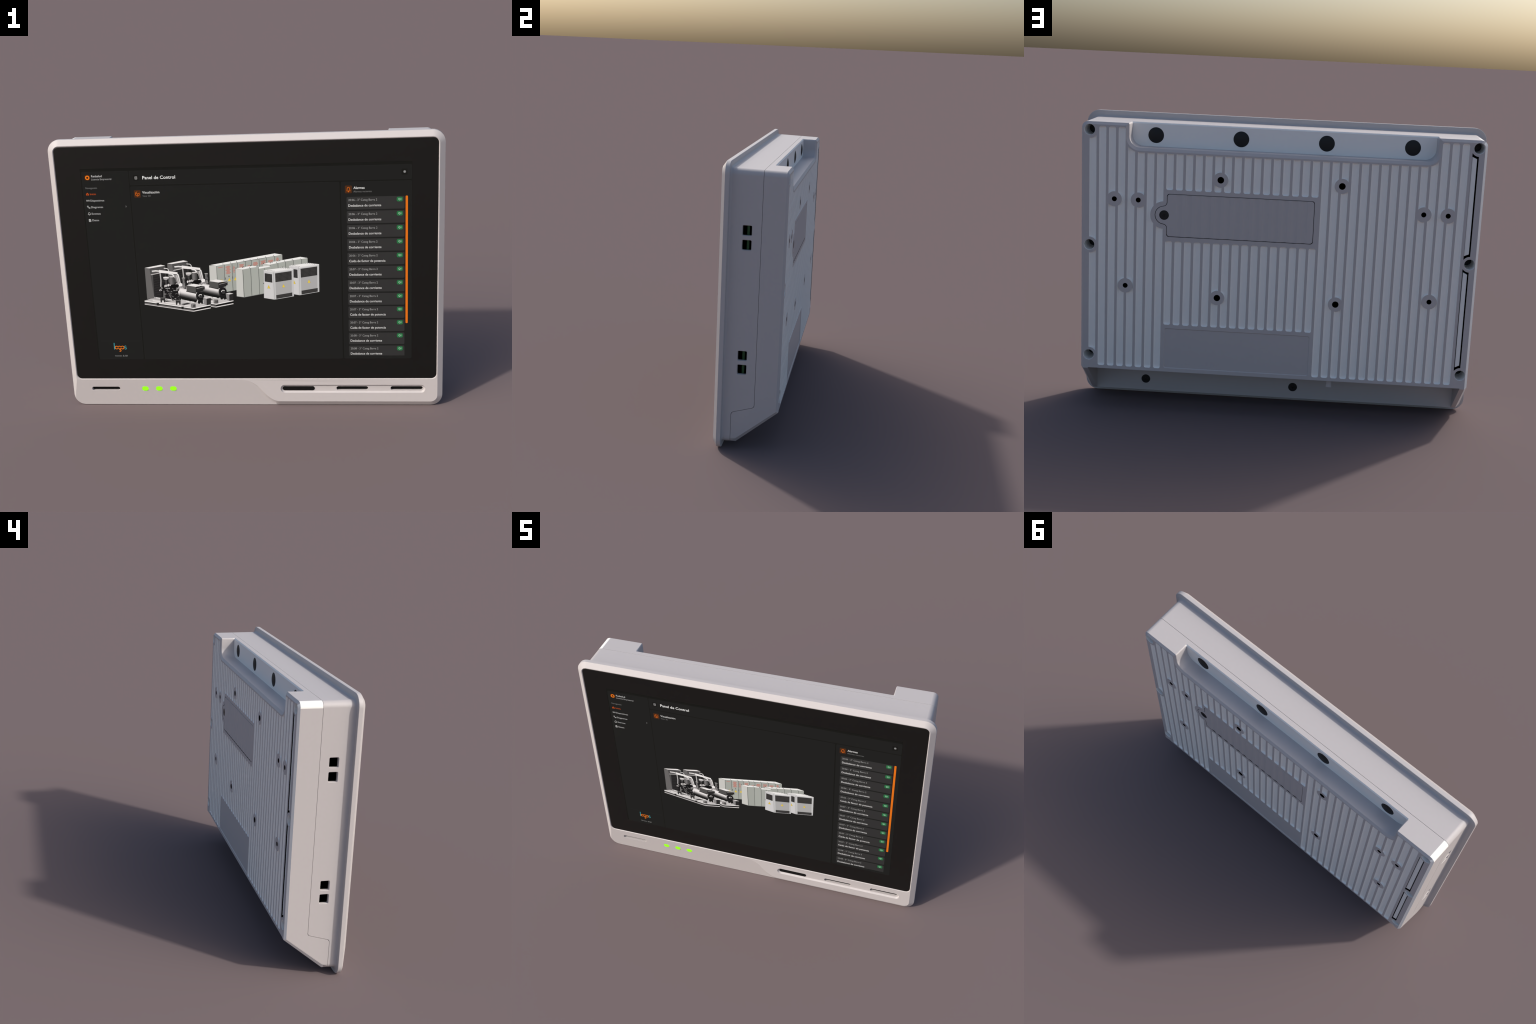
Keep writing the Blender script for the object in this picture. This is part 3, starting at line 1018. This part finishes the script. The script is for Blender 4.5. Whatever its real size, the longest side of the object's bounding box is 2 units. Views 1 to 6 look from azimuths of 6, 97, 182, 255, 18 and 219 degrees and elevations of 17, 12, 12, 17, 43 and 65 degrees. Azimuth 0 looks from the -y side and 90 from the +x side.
    tube(sh, P((283, 424), (286.4, 432), (287.7, 462), (285, 488)), 5.4, (190, 184, 181))
    tube(sh, P((254, 422.6), (270, 421), (284, 422.5), (352, 431.5), (358.5, 439), (361, 452), (364, 474)), 7.2)
    sh.poly(P((283, 416.4), (357, 427.6), (355, 436), (283, 428.6)), LT)
    tube(sh, P((322, 433), (336, 436), (340.5, 443), (341.5, 452)), 8.2)
    sh.poly(P((343, 438), (357, 440), (364, 476), (352, 476)), grey(150)); sh.line(P((352, 440), (359, 476)), 3.2, grey(205))
    # air filters and stack
    sh.poly(P((297, 447.5), (309, 445.5), (321, 447), (319.5, 452.6), (309, 460), (298.5, 456.4)), grey(176)); sh.disc(309 + du, 448 + dv, 12, LT, 2.4)
    sh.poly(P((303, 459), (312, 459), (311, 476), (304, 476)), grey(70))
    for k in range(6):
        sh.poly(P((321.2 + 3.5 * k, 446), (324.8 + 3.5 * k, 446), (324.9 + 3.5 * k, 479), (321.4 + 3.5 * k, 479)), grey((104, 122, 118, 100, 84, 70)[k]), 0)
    sh.lay += 1
    sh.disc(331.8 + du, 446 + dv, 10.6, grey(210), 2.4)
    sh.poly(P((329, 479), (352, 477), (357, 490), (338, 494), (322, 490)), grey(20))
    sh.poly(P((372.5, 452), (386, 452), (383, 461.5), (386, 474), (374.2, 474), (376, 462)), grey(96)); sh.disc(379.2 + du, 451.6 + dv, 7.2, grey(170), 1.8); sh.line(P((377, 455), (377, 472)), 2, grey(150))
    sh.poly(P((357, 478), (365, 472), (374, 476), (372, 486), (360, 488)), LT); sh.poly(P((372, 484), (382, 474), (386, 492), (374, 496)), grey(128))
    sh.poly(P((354, 490), (372, 488), (378, 498), (360, 504)), grey(176)); sh.line(P((358, 494), (372, 492)), 1.6, grey(90))
    # alternator drum in shaded bands
    bands = (205, 238, 240, 238, 228, 196, 150, 104, 66, 40)
    tl, tr, br, bl = (364, 493), (434, 508), (427.5, 549.5), (362, 532)
    for k, g in enumerate(bands):
        t0, t1 = k / len(bands), (k + 1) / len(bands)
        sh.poly(P(mix(tl, bl, t0), mix(tr, br, t0), mix(tr, br, t1), mix(tl, bl, t1)), grey(g), 0)
    sh.lay += 1
    for k, g in enumerate((228, 236, 215, 150, 80, 40)):
        sh.poly(P(mix((354, 508), (356, 532), k / 6), mix((365, 493), (363, 532), k / 6), mix((365, 493), (363, 532), (k + 1) / 6), mix((354, 508), (356, 532), (k + 1) / 6)), grey(g), 0)
    sh.lay += 1
    sh.poly(P((362, 530), (427, 548), (424, 556), (366, 542)), grey(26))
    for u, v in ((383, 547), (402, 550.5)):
        sh.poly(P((u, v), (u + 14, v + 2.4), (u + 13, v + 6.4), (u - 1, v + 4)), LT)
    # end bell
    sh.disc(441 + du, 529 + dv, 16.5, grey(34), 21, 28)
    sh.ring(441 + du, 529 + dv, 15.3, 1.6, grey(74), 150, 300, 18, 1.28)
    sh.disc(443 + du, 530 + dv, 11, grey(20), 14)
    sh.disc(443.6 + du, 529 + dv, 7.8, grey(58), 8.6); sh.ring(443.2 + du, 528.4 + dv, 6.4, 2.4, LT, 170, 330, 14)
    sh.poly(P((431, 548), (451, 548), (451, 561), (446, 563), (443, 556), (437, 562), (431, 560)), grey(28))
    # terminal box
    sh.poly(P((386.5, 505.5), (426.4, 512.6), (425.7, 519), (386.5, 509.5)), grey(44))
    sh.poly(P((390.0, 483.8), (426.4, 489.3), (425.7, 514.6), (388.4, 508.1)), grey(84))
    sh.poly(P((426.4, 489.3), (461, 486), (456, 505), (425.7, 514.6)), grey(38))
    sh.poly(P((389.1, 482.8), (418.5, 476.5), (458.7, 483.6), (426.4, 489.6)), LT)
    sh.poly(P((427.5, 497), (462.6, 488), (462.0, 500.6), (428, 507)), grey(46)); sh.line(P((429, 497.4), (461, 489.4)), 1.6, grey(170))
    # feet and control box
    sh.poly(P((453.4, 538), (466.9, 538), (466.1, 567.9), (456, 564)), grey(140))
    sh.poly(P((466.9, 540), (484.3, 537.8), (482.8, 564.0), (466.1, 568)), grey(44)); sh.poly(P((452, 536), (468, 533), (484.5, 536.8), (467, 540.5)), grey(215))
    for u, v in ((279, 535), (341, 546)):
        sh.poly(P((u, v), (u + 20, v), (u + 19, v + 19), (u + 14, v + 19), (u + 12.6, v + 10), (u + 7, v + 10), (u + 5, v + 19), (u, v + 19)), grey(52)); sh.disc(u + 10 + du, v + dv, 10, grey(96), 2.4)
    sh.disc(412 + du, 576 + dv, 10.5, grey(110), 3); sh.rect(403 + du, 561 + dv, 421 + du, 575 + dv, grey(86), 3)
    sh.disc(412 + du, 562 + dv, 9.4, grey(150), 2.6); sh.line(P((407, 564), (407, 574)), 2, grey(170)); sh.line(P((417, 564), (417, 574)), 2, grey(60))
    sh.poly(P((362, 562), (388, 557), (402, 560), (374, 567)), grey(60)); sh.poly(P((362, 562), (374, 566), (374, 570), (362, 566)), grey(180))


for du, dv, lay in ((92.5, -17.0, cab.lay + 1), (0, 0, cab.lay + 105)):
    g = Sheet("pictured_generator", lay)
    genset(g, du, dv)
    g.done()
